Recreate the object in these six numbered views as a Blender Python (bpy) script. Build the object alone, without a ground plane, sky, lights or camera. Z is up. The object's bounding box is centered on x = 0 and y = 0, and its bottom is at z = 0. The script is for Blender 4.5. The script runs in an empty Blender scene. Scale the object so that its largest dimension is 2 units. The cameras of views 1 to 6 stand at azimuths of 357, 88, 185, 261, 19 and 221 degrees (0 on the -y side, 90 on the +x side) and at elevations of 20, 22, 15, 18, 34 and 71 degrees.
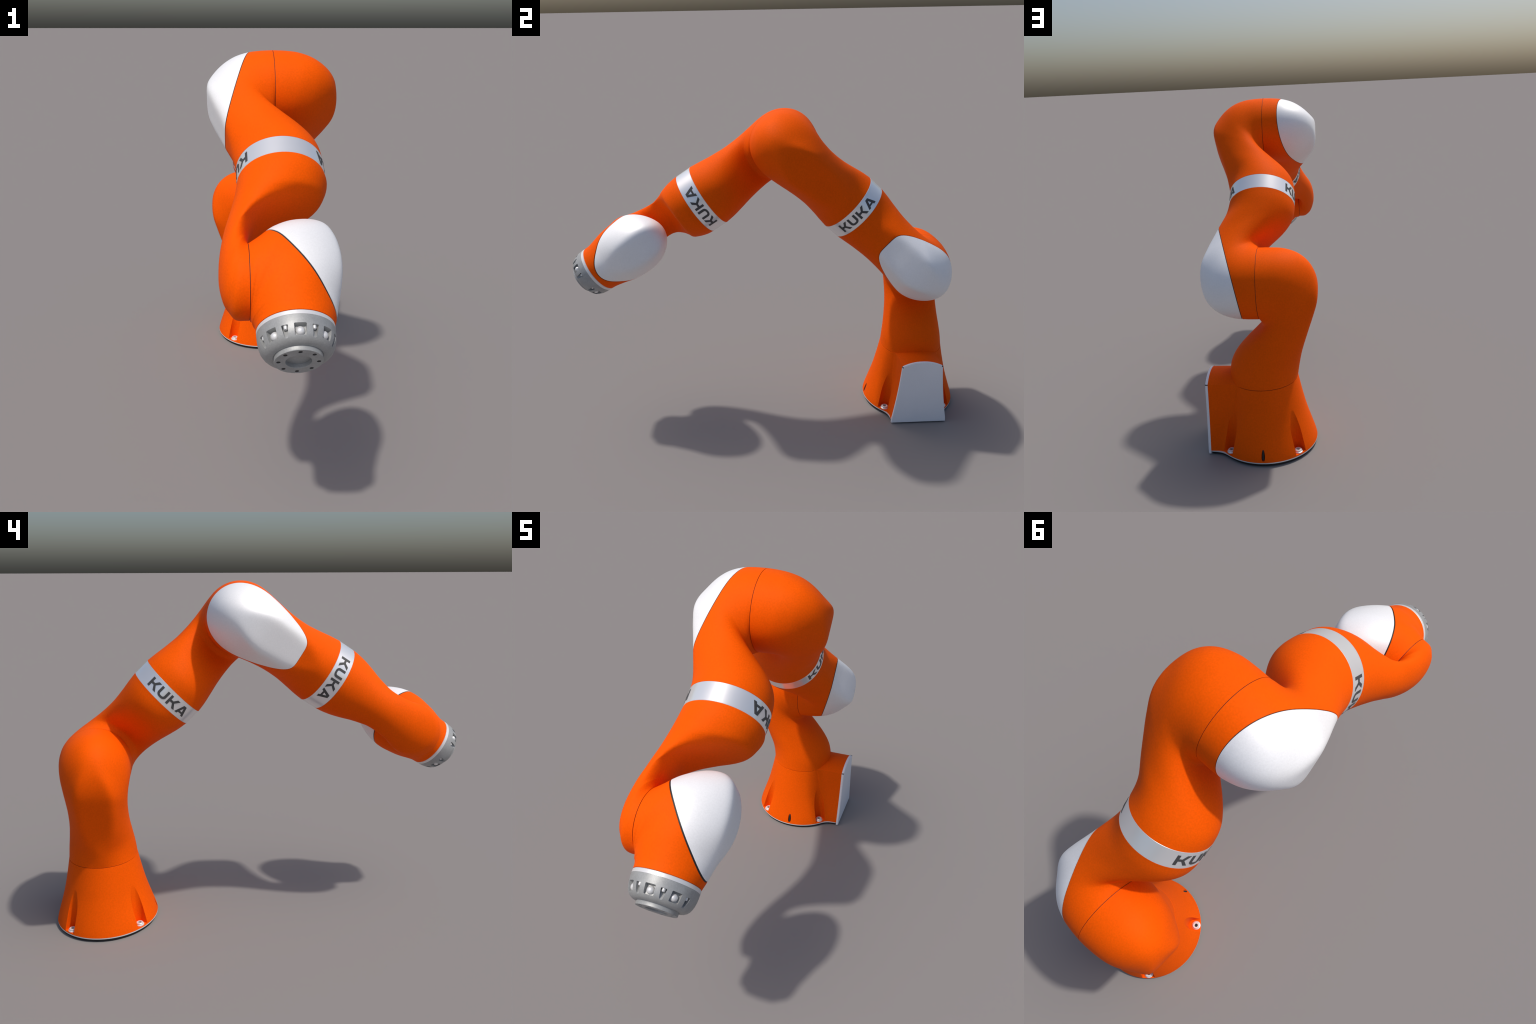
import bpy, bmesh, math
from mathutils import Vector, Matrix

# ------------------------------------------------------------------ helpers
X = Vector((1, 0, 0))

def vec(y, z, x=0.0):
    return Vector((x, y, z))

def link_obj(name, me, mat, parent, smooth=True):
    ob = bpy.data.objects.new(name, me)
    bpy.context.scene.collection.objects.link(ob)
    if mat:
        me.materials.clear()
        me.materials.append(mat)
    if smooth:
        for p in me.polygons:
            p.use_smooth = True
    ob.parent = parent
    return ob

def mesh_from(name, verts, faces):
    me = bpy.data.meshes.new(name)
    me.from_pydata([tuple(v) for v in verts], [], faces)
    me.update()
    return me

def sharp_by_angle(me, deg):
    me.set_sharp_from_angle(angle=math.radians(deg))

def catmull(rows, t):
    """Catmull-Rom through the control rows, t in 0..1 (non-uniform rows allowed)."""
    n = len(rows) - 1
    f = min(max(t, 0.0), 1.0) * n
    i = min(int(f), n - 1)
    s = f - i
    p1, p2 = rows[i], rows[i + 1]
    p0 = rows[i - 1] if i > 0 else [2 * a - b for a, b in zip(p1, p2)]
    p3 = rows[i + 2] if i + 2 <= n else [2 * a - b for a, b in zip(p2, p1)]
    out = []
    for a, b, c, d in zip(p0, p1, p2, p3):
        out.append(0.5 * (2 * b + (c - a) * s + (2 * a - 5 * b + 4 * c - d) * s * s
                          + (3 * b - a - 3 * c + d) * s ** 3))
    return out

class Frame:
    """Joint frame: a = joint axis (outwards), u = link axis, b = across."""
    def __init__(self, o, a, u):
        self.o, self.a, self.u = Vector(o), Vector(a).normalized(), Vector(u).normalized()
        self.b = self.a.cross(self.u).normalized()
    def at(self, a, b, u):
        return self.o + self.a * a + self.b * b + self.u * u

def section(L, w, f, p, count, soft=0.036):
    """Closed outline (c, b): c runs along the inner-to-outer chord (-L..L), b across (-w..w).
    Inner half is an ellipse; the outer half is an ellipse blended toward a form whose
    sides taper to a flat strip of half width f * w."""
    m = 1 - (1 - min(1.0, f / 0.6)) ** 2
    half = []
    n = 60
    for i in range(n + 1):                                # inner quarter
        t = math.pi / 2 * i / n
        half.append((-L * math.cos(t), w * math.sin(t)))
    k = 1 - f
    for i in range(1, n + 1):                             # outer side
        t = math.pi / 2 * i / n
        c = math.sin(t)
        half.append((L * c, (1 - m) * w * math.cos(t) + m * w * (1 - k * c ** p)))
    b1 = half[-1][1]
    for i in range(1, n + 1):                             # flat strip
        half.append((L, b1 * (1 - i / n)))
    full = half + [(c, -b) for c, b in reversed(half[1:-1])]
    def resample(pts, cnt):
        q = pts + [pts[0]]
        d = [0.0]
        for (x0, y0), (x1, y1) in zip(q, q[1:]):
            d.append(d[-1] + math.hypot(x1 - x0, y1 - y0))
        out, j = [], 0
        for i in range(cnt):
            s = d[-1] * i / cnt
            while d[j + 1] < s:
                j += 1
            f = (s - d[j]) / max(1e-9, d[j + 1] - d[j])
            out.append((q[j][0] + (q[j + 1][0] - q[j][0]) * f, q[j][1] + (q[j + 1][1] - q[j][1]) * f))
        return out, d[-1]
    pts, per = resample(full, count * 2)
    if m > 0.02:                                          # round the crease
        it = int((soft / (per / (count * 2))) ** 2 * 0.5) + 1
        for _ in range(it):
            pts = [((pts[i - 1][0] + 2 * pts[i][0] + pts[(i + 1) % len(pts)][0]) / 4,
                    (pts[i - 1][1] + 2 * pts[i][1] + pts[(i + 1) % len(pts)][1]) / 4) for i in range(len(pts))]
    sl = 2 * L / (max(p_[0] for p_ in pts) - min(p_[0] for p_ in pts))
    sh = L - sl * max(p_[0] for p_ in pts)
    sw = w / max(p_[1] for p_ in pts)
    return [(c * sl + sh, b * sw) for c, b in pts[::2]]

def elbow(name, fr, rows, stations=96, around=128, shrink=0.0):
    """Loft from the round band end to the round joint face.
    Row: inner a,u | outer a,u | half width | flatness of the outer strip | side taper power."""
    vs, fs = [], []
    for k in range(stations + 1):
        ia, iu, oa, ou, w, m, p = catmull(rows, k / stations)
        ca, cu = (ia + oa) / 2, (iu + ou) / 2
        ha, hu = (oa - ia) / 2, (ou - iu) / 2
        L = math.hypot(ha, hu)
        ha, hu = ha / L, hu / L
        for c, b in section(L - shrink, w - shrink, min(1, max(0.0, m)), p, around):
            vs.append(fr.at(ca + ha * c, b, cu + hu * c))
    for k in range(stations):
        for j in range(around):
            j2 = (j + 1) % around
            fs.append((k * around + j, k * around + j2, (k + 1) * around + j2, (k + 1) * around + j))
    for k in (0, stations):                       # end discs
        ring = [k * around + j for j in range(around)]
        mid = sum((vs[i] for i in ring), Vector()) / around
        vs.append(mid)
        ci = len(vs) - 1
        for j in range(around):
            e = (ring[j], ring[(j + 1) % around], ci)
            fs.append(e if k else e[::-1])
    me = mesh_from(name, vs, fs)
    bm = bmesh.new(); bm.from_mesh(me)
    bmesh.ops.recalc_face_normals(bm, faces=bm.faces)
    bm.to_mesh(me); bm.free()
    return me

def cut_half(me, name, co, no, keep_positive):
    bm = bmesh.new(); bm.from_mesh(me)
    bmesh.ops.bisect_plane(bm, geom=bm.verts[:] + bm.edges[:] + bm.faces[:], plane_co=co, plane_no=no,
                           clear_inner=keep_positive, clear_outer=not keep_positive)
    edges = [e for e in bm.edges if e.is_boundary]
    bmesh.ops.edgeloop_fill(bm, edges=edges)
    bmesh.ops.recalc_face_normals(bm, faces=bm.faces)
    out = bpy.data.meshes.new(name)
    bm.to_mesh(out); bm.free()
    return out

def revolve(name, o, axis, profile, seg=128, ref=None):
    """profile: (radius, distance along axis) list; radius 0 closes the end."""
    axis = Vector(axis).normalized()
    ref = ref or (X if abs(axis.x) < 0.9 else Vector((0, 0, 1)))
    e1 = (ref - axis * ref.dot(axis)).normalized()
    e2 = axis.cross(e1)
    bm = bmesh.new()
    loops = []
    for r, h in profile:
        c = Vector(o) + axis * h
        if r < 1e-6:
            loops.append([bm.verts.new(c)])
        else:
            loops.append([bm.verts.new(c + (e1 * math.cos(t) + e2 * math.sin(t)) * r)
                          for t in [2 * math.pi * j / seg for j in range(seg)]])
    for A, B in zip(loops, loops[1:]):
        for j in range(seg):
            k = (j + 1) % seg
            f = [A[j % len(A)], A[k % len(A)], B[k % len(B)], B[j % len(B)]]
            f = list(dict.fromkeys(f))
            if len(f) > 2:
                bm.faces.new(f)
    bmesh.ops.recalc_face_normals(bm, faces=bm.faces)
    me = bpy.data.meshes.new(name)
    bm.to_mesh(me); bm.free()
    return me

def box_mesh(name, M, sx, sy, sz, bevel=0.0, seg=2):
    bm = bmesh.new()
    bmesh.ops.create_cube(bm, size=1.0)
    bmesh.ops.scale(bm, vec=(sx, sy, sz), verts=bm.verts)
    if bevel:
        bmesh.ops.bevel(bm, geom=bm.edges[:], offset=bevel, segments=seg, affect='EDGES', profile=0.5)
    bmesh.ops.transform(bm, matrix=M, verts=bm.verts)
    me = bpy.data.meshes.new(name)
    bm.to_mesh(me); bm.free()
    return me

def join_meshes(name, meshes):
    bm = bmesh.new()
    for m in meshes:
        bm.from_mesh(m)
    me = bpy.data.meshes.new(name)
    bm.to_mesh(me); bm.free()
    return me

def boolean(ob, cutter_me, op='DIFFERENCE'):
    cut = bpy.data.objects.new('cutter', cutter_me)
    bpy.context.scene.collection.objects.link(cut)
    md = ob.modifiers.new('cut', 'BOOLEAN')
    md.object, md.operation, md.solver = cut, op, 'EXACT'
    md.use_self = True
    dg = bpy.context.evaluated_depsgraph_get()
    new = bpy.data.meshes.new_from_object(ob.evaluated_get(dg))
    ob.modifiers.clear()
    mats = list(ob.data.materials)
    ob.data = new
    new.materials.clear()
    for m in mats:
        new.materials.append(m)
    bpy.data.objects.remove(cut)

# ---------------------------------------------------------------- materials
def material(name, color, rough, metallic=0.0, spec=0.5, var=0.06, scale=6.0, grain=0.0,
             grain_scale=400.0, coat=0.0, speckle=0.0):
    m = bpy.data.materials.new(name)
    m.use_nodes = True
    nt = m.node_tree
    N, L = nt.nodes, nt.links
    bs = N['Principled BSDF']
    tc = N.new('ShaderNodeTexCoord')
    nz = N.new('ShaderNodeTexNoise')
    nz.inputs['Scale'].default_value = scale
    nz.inputs['Detail'].default_value = 4
    L.new(tc.outputs['Object'], nz.inputs['Vector'])
    rp = N.new('ShaderNodeValToRGB')
    c = Vector(color)
    rp.color_ramp.elements[0].position = 0.3
    rp.color_ramp.elements[1].position = 0.7
    rp.color_ramp.elements[0].color = (*(c * (1 - var)), 1)
    rp.color_ramp.elements[1].color = (*[min(1, v) for v in c * (1 + var)], 1)
    L.new(nz.outputs['Fac'], rp.inputs['Fac'])
    col = rp.outputs['Color']
    fine = N.new('ShaderNodeTexNoise')
    fine.inputs['Scale'].default_value = grain_scale
    fine.inputs['Detail'].default_value = 2
    L.new(tc.outputs['Object'], fine.inputs['Vector'])
    if speckle:
        mx = N.new('ShaderNodeMix'); mx.data_type = 'RGBA'; mx.blend_type = 'MULTIPLY'
        mx.inputs['Factor'].default_value = 1
        mr = N.new('ShaderNodeMapRange')
        mr.inputs['From Min'].default_value = 0.3
        mr.inputs['From Max'].default_value = 0.7
        mr.inputs['To Min'].default_value = 1 - speckle
        mr.inputs['To Max'].default_value = 1.0
        L.new(fine.outputs['Fac'], mr.inputs['Value'])
        L.new(col, mx.inputs['A'])
        L.new(mr.outputs['Result'], mx.inputs['B'])
        col = mx.outputs['Result']
    L.new(col, bs.inputs['Base Color'])
    bs.inputs['Roughness'].default_value = rough
    bs.inputs['Metallic'].default_value = metallic
    bs.inputs['Specular IOR Level'].default_value = spec
    bs.inputs['Coat Weight'].default_value = coat
    if grain:
        bp = N.new('ShaderNodeBump')
        bp.inputs['Strength'].default_value = grain
        bp.inputs['Distance'].default_value = 0.001
        L.new(fine.outputs['Fac'], bp.inputs['Height'])
        L.new(bp.outputs['Normal'], bs.inputs['Normal'])
    return m

ORANGE = material('orange_paint', (0.97, 0.112, 0.001), 0.62, spec=0.05, var=0.035, scale=5, grain=0.1, grain_scale=170, speckle=0.10)
SILVER = material('silver_cover', (0.95, 0.95, 0.955), 0.48, spec=0.35, metallic=0.12, var=0.015, grain=0.08, grain_scale=220, speckle=0.06)
BAND = material('brushed_metal', (0.92, 0.92, 0.93), 0.22, metallic=0.55, var=0.02)
GREY = material('grey_metal', (0.40, 0.41, 0.41), 0.5, metallic=0.3, var=0.08, scale=30, grain=0.2, speckle=0.12, grain_scale=220)
PALE = material('pale_metal', (0.80, 0.80, 0.80), 0.35, metallic=0.3, var=0.03)
PANEL = material('grey_panel', (0.90, 0.90, 0.92), 0.55, spec=0.3, var=0.02, grain=0.15, speckle=0.06, grain_scale=220)
DARK = material('dark_rubber', (0.012, 0.012, 0.013), 0.6, var=0.1)
INK = material('dark_lettering', (0.06, 0.06, 0.062), 0.5, var=0.05)

# ------------------------------------------------------------------- layout
BASE = vec(0.756, 0.0)
J2 = vec(0.756, 0.794)
J4 = vec(0.074, 1.4345)
J6 = vec(-0.7190, 0.9200)
U1 = Vector((0, 0, -1))                 # shoulder link points down to the base
U23 = (J4 - J2).normalized()
L23 = (J4 - J2).length
U45 = (J6 - J4).normalized()
L45 = (J6 - J4).length
U6 = Vector((0, -0.840, -0.542)).normalized()
GAP = 0.0011
BASE_TOP = 0.335

root = bpy.data.objects.new('robot_arm', None)
bpy.context.scene.collection.objects.link(root)
root.location = BASE
root['label'] = 'orange seven joint robot arm with silver covers and bands'
root['category'] = 'robot arm'

def part(name, me, mat, parent=None, smooth_angle=35):
    ob = link_obj(name, me, mat, None)
    sharp_by_angle(me, smooth_angle)
    par = parent or root
    ob.parent = par
    if par is root:                     # meshes are modelled in scene coordinates
        ob.matrix_parent_inverse = Matrix.Translation(-BASE)
    return ob

# canonical bent link: rows go from the round band end to the round joint face
def bent_rows(end, low=0.45):
    d = end - 0.425
    return [
        (-0.1605, 0.425 + d, 0.1605, 0.425 + d, 0.1605, 0.0, 2.0),
        (-0.157, 0.388 + d * .7, 0.166 + 0.012 * low, 0.372 + d * .7, 0.153 + 0.004 * low, 0.10 + 0.15 * low, 2.0),
        (-0.147, 0.355 + d * .4, 0.186 + 0.006 * low, 0.302 + d * .4, 0.144 + 0.004 * low, 0.34 + 0.15 * low, 2.0),
        (-0.122, 0.316 + d * .2, 0.215, 0.222 + d * .2, 0.137, 0.50 + 0.06 * low, 2.0),
        (-0.083, 0.278, 0.243, 0.145, 0.134, 0.57, 1.9),
        (-0.045, 0.243, 0.263, 0.076, 0.135, 0.56, 1.9),
        (-0.015, 0.216, 0.267, 0.013, 0.139, 0.44, 1.9),
        (0.001, 0.199, 0.256, -0.045, 0.144, 0.27, 1.9),
        (0.006, 0.190, 0.227, -0.098, 0.150, 0.15, 1.9),
        (0.006, 0.182, 0.180, -0.137, 0.155, 0.07, 2.0),
        (0.004, 0.176, 0.120, -0.158, 0.159, 0.02, 2.0),
        (0.002, 0.170, 0.060, -0.163, 0.162, 0.0, 1.8),
        (GAP, 0.1635, GAP, -0.1635, 0.1635, 0.0, 2.0),
    ]

def dark_disc(name, fr, a, r, parent):
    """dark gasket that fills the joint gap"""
    me = revolve(name, fr.at(a - 0.004, 0, 0), fr.a, [(0, 0), (r - 0.0025, 0), (r - 0.0025, 0.008), (0, 0.008)])
    return part(name, me, DARK, parent)

def covered_link(name, fr, rows, co, no, g=0.0016):
    """Link cut by a slanted plane: orange body, silver cover, dark gasket in the groove."""
    whole = elbow('whole', fr, rows)
    n = (fr.a * no[0] + fr.u * no[1]).normalized()
    c = fr.at(co[0], 0, co[1])
    body = part(name, cut_half(whole, name, c - n * g, n, False), ORANGE)
    cover = part('joint_cover', cut_half(whole, 'joint_cover', c + n * g, n, True), SILVER, body)
    thin = elbow('thin', fr, rows, 48, 64, shrink=0.0025)
    slab = cut_half(cut_half(thin, 't', c - n * 0.006, n, True), 'cover_gasket', c + n * 0.006, n, False)
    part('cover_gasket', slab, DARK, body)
    return body

# --------------------------------------------------------------------- base
def base_radius(z):
    rows = [(0.018, 0.2425), (0.03, 0.2405), (0.08, 0.2245), (0.13, 0.2085), (0.18, 0.194), (0.25, 0.178),
            (0.30, 0.1678), (0.335, 0.1612)]
    if z <= rows[0][0]:
        return rows[0][1]
    for (z0, r0), (z1, r1) in zip(rows, rows[1:]):
        if z <= z1:
            return r0 + (r1 - r0) * (z - z0) / (z1 - z0)
    return rows[-1][1]

prof = [(0.0, 0.018)]
zs = [0.018 + (BASE_TOP - GAP - 0.018) * i / 40 for i in range(41)]
rs = [base_radius(z) for z in zs]
for _ in range(6):
    rs = [rs[0]] + [(a + 2 * b + c) / 4 for a, b, c in zip(rs, rs[1:], rs[2:])] + [rs[-1]]
prof += list(zip(rs, zs)) + [(0.0, BASE_TOP - GAP)]
base = part('base', revolve('base', BASE, (0, 0, 1), prof, 160), ORANGE)

# cable box: lofted along x, arched roof, flared foot, fillet into the cone
def box_half_width(z):
    q = (z - 0.018) / 0.317
    return 0.142 - 0.058 * q + 0.018 * q * q

def box_section(x):
    """(y, z) outline, from one foot over the roof to the other foot."""
    pts = []
    n = 30
    for i in range(n + 1):
        z = 0.018 + (0.337 - 0.018) * i / n
        h = box_half_width(z)
        r = base_radius(z)
        xi = math.sqrt(max(0.0, r * r - h * h))          # where the side meets the cone
        d = max(0.0, xi + 0.030 - x)
        y = h + 7.0 * d * d                               # concave blend into the cone
        if x < xi - 0.012:
            y = min(y, math.sqrt(max(1e-6, (r - 0.002) ** 2 - x * x)))
        pts.append((y, z))
    hx, zt = pts[-1]
    m = 24
    top = []
    for i in range(1, m):
        y = hx * (1 - 2 * i / m)
        q = abs(y / hx)
        top.append((y, zt + 0.026 * (1 - q ** 2.2)))
    return pts + top + [(-y, z) for y, z in reversed(pts)]

xs = [0.10 + (0.256 - 0.10) * i / 60 for i in range(61)]
vs, fs = [], []
for x in xs:
    sec = box_section(x)
    m = len(sec)
    vs += [BASE + Vector((x, y, z)) for y, z in sec]
for i in range(len(xs) - 1):
    for j in range(m):
        k = (j + 1) % m
        fs.append((i * m + j, i * m + k, (i + 1) * m + k, (i + 1) * m + j))
fs.append(tuple(range(m))[::-1])
fs.append(tuple((len(xs) - 1) * m + j for j in range(m)))
me = mesh_from('cable_box', vs, fs)
bm = bmesh.new(); bm.from_mesh(me); bmesh.ops.recalc_face_normals(bm, faces=bm.faces); bm.to_mesh(me); bm.free()
cable_box = part('cable_box', me, ORANGE, base)

# panel closing the box: pale plate a touch larger than the box end
def panel_mesh(name, x0, x1, grow, zlo):
    sec = box_section(0.256)
    sec = [(y + math.copysign(grow, y), max(zlo, z + (grow if z > 0.335 else 0))) for y, z in sec]
    sec[0] = (sec[0][0], zlo); sec[-1] = (sec[-1][0], zlo)
    bm = bmesh.new()
    A = [bm.verts.new(BASE + Vector((x0, y, z))) for y, z in sec]
    B = [bm.verts.new(BASE + Vector((x1, y, z))) for y, z in sec]
    n = len(sec)
    bm.faces.new(A[::-1]); f = bm.faces.new(B)
    for j in range(n):
        k = (j + 1) % n
        bm.faces.new((A[j], A[k], B[k], B[j]))
    bmesh.ops.recalc_face_normals(bm, faces=bm.faces)
    bmesh.ops.bevel(bm, geom=list(f.edges), offset=0.0025, segments=2, affect='EDGES')
    me = bpy.data.meshes.new(name)
    bm.to_mesh(me); bm.free()
    return me
panel = part('cover_panel', panel_mesh('cover_panel', 0.256, 0.268, 0.001, 0.004), PANEL, base, 30)
for s in (1, -1):                                  # dark notch in the plate edge at each shoulder
    notch = box_mesh('panel_notch', Matrix.Translation(BASE + Vector((0.2620, 0.1005 * s, 0.337))), 0.0125, 0.006, 0.004)
    part('panel_notch', notch, DARK, base)

# foot plate: bright rim, recess shadow below it modelled as a black ring
def footprint(name, r, z0, z1, grow, mat):
    bm = bmesh.new()
    pts = []
    for i in range(240):
        t = 2 * math.pi * i / 240
        c, s = math.cos(t), math.sin(t)
        rr = r
        if c > 0:
            hx, hy = 0.256 + grow, 0.142 + grow
            rb = min(hx / max(c, 1e-6), hy / max(abs(s), 1e-6))
            k = 0.05                                   # rounded joint of circle and box
            hmix = max(k - abs(r - rb), 0) / k
            rr = max(r, rb) + hmix * hmix * k * 0.25
        pts.append((rr * c, rr * s))
    A = [bm.verts.new(BASE + Vector((x, y, z0))) for x, y in pts]
    B = [bm.verts.new(BASE + Vector((x, y, z1))) for x, y in pts]
    bm.faces.new(A[::-1]); bm.faces.new(B)
    for j in range(240):
        bm.faces.new((A[j], A[(j + 1) % 240], B[(j + 1) % 240], B[j]))
    me = bpy.data.meshes.new(name)
    bm.to_mesh(me); bm.free()
    return part(name, me, mat, base)
footprint('foot_plate', 0.2425, 0.0125, 0.0178, 0.0, PALE)
footprint('foot_shadow_ring', 0.2365, 0.0, 0.0125, -0.006, DARK)

# four bolt pockets (vertical bores break out through the flare) and two dowel slots
BOLT_R = 0.220
def pocket_cutters(extra):
  """bolt pockets; extra keeps the walls of two overlapping parts from coinciding"""
  cutters = []
  for s in (45, 135, 225, 315):
    a = math.radians(s)
    d = Vector((math.cos(a), math.sin(a), 0))
    bm = bmesh.new()
    R = 0.0300 + extra
    e1, e2 = d, Vector((-d.y, d.x, 0))
    out = []
    for i in range(25):
        t = math.pi / 2 + math.pi * i / 24
        out.append(d * 0.2155 + (e1 * math.cos(t) + e2 * math.sin(t)) * R)
    out += [d * 0.30 - e2 * R, d * 0.30 + e2 * R]
    A = [bm.verts.new(BASE + p + Vector((0, 0, 0.0225 - extra))) for p in out]
    B = [bm.verts.new(BASE + p + Vector((0, 0, 0.305))) for p in out]
    bm.faces.new(A[::-1]); bm.faces.new(B)
    for j in range(len(out)):
        k = (j + 1) % len(out)
        bm.faces.new((A[j], A[k], B[k], B[j]))
    bmesh.ops.recalc_face_normals(bm, faces=bm.faces)
    me = bpy.data.meshes.new('c'); bm.to_mesh(me); bm.free()
    cutters.append(me)
  for s in (1, -1):
    cutters.append(revolve('c', BASE + Vector((0, 0.2335 * s, 0.024)), (0, 0, 1), [(0, 0), (0.0088, 0), (0.0088, 0.1), (0, 0.1)], 24))
  return join_meshes('cutters', cutters)
boolean(base, pocket_cutters(0.0))
boolean(cable_box, pocket_cutters(0.0009))
for o in (base, cable_box):
    for p in o.data.polygons:
        p.use_smooth = True
    sharp_by_angle(o.data, 30)

for s in (1, -1):
    part('dark_slot_plug', revolve('dark_slot_plug', BASE + Vector((0, 0.2330 * s, 0.028)), (0, -0.30 * s, 1), [(0, 0), (0.0060, 0), (0.0060, 0.046), (0, 0.046)], 20), DARK, base)  # near-black plug set in the slot so that it looks black
for s in (45, 135, 225, 315):
    a = math.radians(s)
    p = BASE + Vector((math.cos(a) * BOLT_R, math.sin(a) * BOLT_R, 0.0225))
    w = revolve('washer', p, (0, 0, 1), [(0, 0), (0.0205, 0), (0.0205, 0.004), (0.0165, 0.006), (0.0165, 0.011), (0.0145, 0.013),
                                        (0.0085, 0.013), (0.0085, 0.004), (0, 0.004)], 40)
    b = part('bolt', w, PALE, base)
    h = revolve('bolt_socket', p, (0, 0, 1), [(0.0083, 0.0045), (0, 0.005)], 6)
    part('bolt_socket', h, DARK, b)

# -------------------------------------------------------------- bent links
f1 = Frame(J2, -X, U1)
shoulder = part('arm_link', elbow('arm_link', f1, bent_rows(J2.z - BASE_TOP - GAP)), ORANGE)
dark_disc('joint_gasket', f1, 0.0, 0.1635, shoulder)
part('joint_gasket', revolve('joint_gasket', BASE + vec(0, BASE_TOP - 0.004), (0, 0, 1),
                             [(0, 0), (0.1585, 0), (0.1585, 0.008), (0, 0.008)]), DARK, shoulder)

RING_W = 0.080
f2 = Frame(J2, X, U23)
E2 = (L23 - RING_W) / 2
covered_link('arm_link', f2, bent_rows(E2), (0.1385, 0.065), (0.475, -0.133))

f3 = Frame(J4, X, -U23)
elbow_link = part('arm_link', elbow('arm_link', f3, bent_rows(E2)), ORANGE)
dark_disc('joint_gasket', f3, 0.0, 0.1635, elbow_link)

E4 = 0.440
f4 = Frame(J4, -X, U45)
covered_link('arm_link', f4, bent_rows(E4), (0.1385, 0.065), (0.475, -0.133))

# -------------------------------------------------------------- wrist links
WA, WR = 0.135, 0.1235                    # wrist seam offset and radius
f5 = Frame(J6, -X, -U45)
E5 = L45 - E4 - RING_W
fore_rows = [
    (-0.1605, E5, 0.1605, E5, 0.1605, 0.0, 2),
    (-0.163, E5 - .022, 0.166, E5 - .040, 0.158, 0.0, 2),
    (-0.155, E5 - .050, 0.174, E5 - .085, 0.151, 0.0, 2),
    (-0.132, E5 - .088, 0.185, E5 - .130, 0.138, 0.0, 2),
    (-0.080, E5 - .103, 0.197, E5 - .175, 0.123, 0.02, 2),
    (-0.015, E5 - .119, 0.209, E5 - .220, 0.110, 0.03, 2),
    (0.048, E5 - .139, 0.219, E5 - .270, 0.099, 0.03, 2),
    (0.097, E5 - .168, 0.227, E5 - .325, 0.096, 0.03, 2),
    (0.121, E5 - .208, 0.231, E5 - .380, 0.099, 0.03, 2),
    (0.131, 0.170, 0.230, -0.012, 0.107, 0.03, 2),
    (0.134, 0.152, 0.219, -0.065, 0.117, 0.02, 2),
    (0.135, 0.141, 0.203, -0.094, 0.120, 0.0, 2),
    (0.135, 0.132, 0.180, -0.1215, 0.1225, 0.0, 2),
    (WA + GAP, WR, WA + GAP, -WR, WR, 0.0, 2),
]
forearm = part('arm_link', elbow('arm_link', f5, fore_rows), ORANGE)
dark_disc('joint_gasket', f5, WA, WR, forearm)

f6 = Frame(J6, X, U6)
TOOL_R, TOOL_U = 0.1205, 0.180
wrist_rows = [
    (-TOOL_R, TOOL_U, TOOL_R, TOOL_U, TOOL_R, 0.0, 2),
    (-0.1225, 0.164, 0.131, 0.146, 0.122, 0.05, 2),
    (-0.1265, 0.153, 0.143, 0.096, 0.128, 0.15, 2),
    (-0.130, 0.149, 0.156, 0.045, 0.134, 0.34, 2),
    (-0.1315, 0.144, 0.164, -0.010, 0.141, 0.46, 1.9),
    (-0.132, 0.141, 0.164, -0.070, 0.146, 0.50, 1.9),
    (-0.1325, 0.138, 0.153, -0.133, 0.149, 0.50, 1.9),
    (-0.133, 0.135, 0.129, -0.189, 0.150, 0.44, 1.9),
    (-0.1335, 0.133, 0.084, -0.222, 0.150, 0.32, 1.9),
    (-0.134, 0.131, 0.022, -0.224, 0.148, 0.18, 1.9),
    (-0.134, 0.129, -0.040, -0.195, 0.140, 0.03, 2),
    (-0.135, 0.128, -0.095, -0.151, 0.132, 0.0, 2),
    (-WA + GAP, WR, -WA + GAP, -WR, WR, 0.0, 2),
]
wrist = covered_link('wrist', f6, wrist_rows, (0.02, 0.0), (0.31, -0.218), 0.0028)

# ------------------------------------------------------------- metal bands
GLYPHS = {
    'K': [[(0, 0), (.25, 0), (.25, 1), (0, 1)],
          [(.25, .40), (.44, .40), (.44, .63), (.25, .63)],
          [(.37, .41), (.80, 1), (1.12, 1), (.64, .41)],
          [(.37, .62), (.64, .62), (1.14, 0), (.82, 0)]],
    'A': [[(0, 0), (.28, 0), (.71, 1), (.43, 1)],
          [(.92, 0), (1.22, 0), (.79, 1), (.51, 1)],
          [(.22, .17), (1.0, .17), (.92, .36), (.28, .36)]],
}
def u_strip():
    """outline of a U as quads"""
    quads = []
    outer = [(0, 1), (0, .36)] + [(.42 - .42 * math.cos(t), .36 - .36 * math.sin(t))
             for t in [math.pi / 2 * i / 6 for i in range(1, 7)]]
    inner = [(.25, 1), (.25, .38)] + [(.42 - .17 * math.cos(t), .38 - .17 * math.sin(t))
             for t in [math.pi / 2 * i / 6 for i in range(1, 7)]]
    outer += [(1.0 - x, y) for x, y in reversed(outer)]
    inner += [(1.0 - x, y) for x, y in reversed(inner)]
    for i in range(len(outer) - 1):
        quads.append([outer[i], inner[i], inner[i + 1], outer[i + 1]])
    return quads
GLYPHS['U'] = u_strip()

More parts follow.
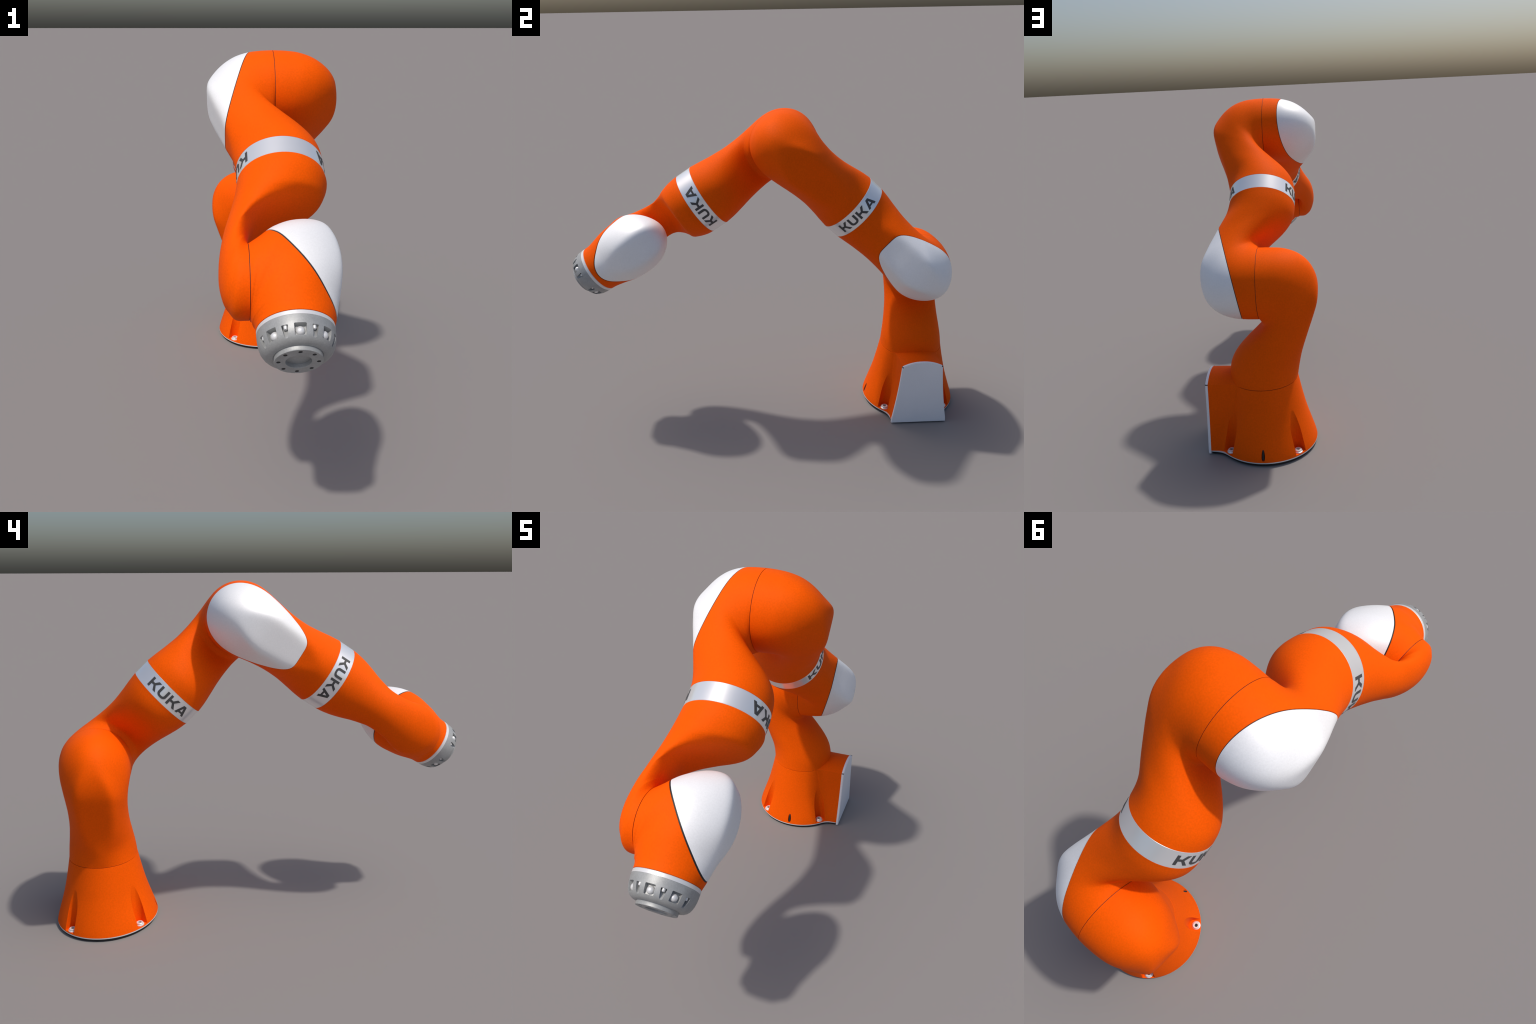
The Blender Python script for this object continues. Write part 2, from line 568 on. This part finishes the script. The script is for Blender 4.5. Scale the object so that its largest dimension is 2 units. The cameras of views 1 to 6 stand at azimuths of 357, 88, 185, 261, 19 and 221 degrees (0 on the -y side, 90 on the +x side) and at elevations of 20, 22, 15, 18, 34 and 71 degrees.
def lettering(o, axis, side, r, parent, height, width):
    """bold dark letters wrapped round the band, tops toward +axis"""
    n = X * side
    right = axis.cross(n)
    adv, x = [], 0.0
    for ch in 'KUKA':
        adv.append((ch, x))
        x += (1.26 if ch != 'U' else 1.20)
    total = x - 1.26 + 1.18
    sx = width / total
    for ch, x0 in adv:
        bm = bmesh.new()
        for q, quad in enumerate(GLYPHS[ch]):
            nn = 6
            top = r + 0.0011 + 0.00004 * q
            def P(px, py, rad):
                t = ((x0 + px) - total / 2) * sx / r
                return o + (n * math.cos(t) + right * math.sin(t)) * rad + axis * ((py - 0.5) * height)
            (ax, ay), (bx, by), (cx, cy), (dx, dy) = quad
            grid = {}
            for lay, rad in enumerate((r - 0.002, top)):
                for i in range(nn + 1):
                    s = i / nn
                    for k in range(2):
                        if k == 0:
                            px, py = ax + (bx - ax) * s, ay + (by - ay) * s
                        else:
                            px, py = dx + (cx - dx) * s, dy + (cy - dy) * s
                        grid[lay, i, k] = bm.verts.new(P(px, py, rad))
            for i in range(nn):
                bm.faces.new([grid[1, i, 0], grid[1, i + 1, 0], grid[1, i + 1, 1], grid[1, i, 1]])
                for k in range(2):
                    bm.faces.new([grid[0, i, k], grid[0, i + 1, k], grid[1, i + 1, k], grid[1, i, k]])
            for i in (0, nn):
                bm.faces.new([grid[0, i, 0], grid[0, i, 1], grid[1, i, 1], grid[1, i, 0]])
        bmesh.ops.recalc_face_normals(bm, faces=bm.faces)
        me = bpy.data.meshes.new('letter')
        bm.to_mesh(me); bm.free()
        part('letter', me, INK, parent, 20)

def band(o, axis):
    h = RING_W / 2
    r = 0.1605
    me = revolve('metal_band', o, axis, [(0.10, -h), (r - .0015, -h), (r, -h + .0015), (r, h - .0015), (r - .0015, h), (0.10, h), (0.10, -h)], 160)
    bd = part('metal_band', me, BAND)
    for s in (1, -1):
        lettering(o, axis, s, r, bd, 0.0455, 0.224)
    return bd

band(J2 + U23 * (L23 / 2), U23)
band(J4 + U45 * (E4 + RING_W / 2), U45)

# --------------------------------------------------------------- tool flange
TO = J6 + U6 * TOOL_U
part('flange_rim', revolve('flange_rim', TO, U6, [(0, 0.001), (0.1185, 0.001), (0.1205, 0.003), (0.1207, 0.0155), (0.1195, 0.0162), (0, 0.0162)]), PALE)
prof = [(0, 0.0162), (0.1203, 0.0162), (0.1200, 0.030), (0.1185, 0.045), (0.1160, 0.058), (0.1125, 0.069), (0.1070, 0.079), (0.100, 0.0865),
        (0.091, 0.0915), (0.083, 0.0935), (0.0750, 0.0935), (0.0742, 0.092), (0.0735, 0.0935), (0.0735, 0.1065), (0.0725, 0.108),
        (0.0405, 0.108), (0.0392, 0.1067), (0.0392, 0.094), (0, 0.094)]
flange = part('tool_flange', revolve('tool_flange', TO, U6, prof, 160, X), GREY)
B6 = f6.b
if B6.z < 0:
    B6 = -B6
def radial(deg):
    t = math.radians(deg)
    return B6 * math.cos(t) + X * math.sin(t)
def slot_matrix(deg, r, h):
    n = radial(deg)
    t = U6.cross(n)
    M = Matrix((n, t, U6)).transposed().to_4x4()
    M.translation = TO + n * r + U6 * h
    return M
def wedge(deg, u0, u1, r0, r1, h0, h1):
    """pocket cutter: floor radius and half width change from r0,h0 at u0 to r1,h1 at u1"""
    n = radial(deg)
    t = U6.cross(n)
    bm = bmesh.new()
    A = [bm.verts.new(TO + n * r + t * h + U6 * u0) for r, h in ((r0, -h0), (0.135, -h0 * 1.05), (0.135, h0 * 1.05), (r0, h0))]
    B = [bm.verts.new(TO + n * r + t * h + U6 * u1) for r, h in ((r1, -h1), (0.135, -h1 * 1.05), (0.135, h1 * 1.05), (r1, h1))]
    bm.faces.new(A); bm.faces.new(B[::-1])
    for j in range(4):
        k = (j + 1) % 4
        bm.faces.new((A[j], A[k], B[k], B[j]))
    bmesh.ops.recalc_face_normals(bm, faces=bm.faces)
    bmesh.ops.bevel(bm, geom=bm.edges[:], offset=0.0015, segments=2, affect='EDGES')
    me = bpy.data.meshes.new('c')
    bm.to_mesh(me); bm.free()
    return me
cut = []
BIG = [0, 45, 135, 180, 225, 315]
SMALL = [22.5 + 45 * i for i in range(8)]
for d in BIG:
    cut.append(wedge(d, 0.044, 0.078, 0.0985, 0.0985, 0.0178, 0.0172))
for d in SMALL:
    cut.append(wedge(d, 0.046, 0.084, 0.0985, 0.1045, 0.0105, 0.0045))
for i in range(8):
    n = radial(22.5 + 45 * i - 22.5)
    cut.append(revolve('c', TO + n * 0.060, U6, [(0, 0.1), (0.0064, 0.1), (0.0064, 0.12), (0, 0.12)], 20))
boolean(flange, join_meshes('cutters', cut))
for p in flange.data.polygons:
    p.use_smooth = True
sharp_by_angle(flange.data, 30)
for i in range(8):
    n = radial(45 * i)
    part('screw_hole', revolve('screw_hole', TO + n * 0.060, U6, [(0.0063, 0.1072), (0, 0.1072)], 20), DARK, flange)

def ball(name, c, r):
    bm = bmesh.new()
    bmesh.ops.create_uvsphere(bm, u_segments=24, v_segments=14, radius=r)
    bmesh.ops.translate(bm, vec=c, verts=bm.verts)
    me = bpy.data.meshes.new(name)
    bm.to_mesh(me); bm.free()
    return me
for d in BIG:
    n = radial(d)
    part('flange_lens', ball('flange_lens', TO + n * 0.0985 + U6 * 0.0615, 0.0142), PALE, flange)
for d in SMALL:
    n = radial(d)
    part('flange_screw', revolve('flange_screw', TO + n * 0.1085, U6, [(0, 0.044), (0.0062, 0.044), (0.0062, 0.054), (0.0045, 0.057), (0, 0.0575)], 24), PALE, flange)
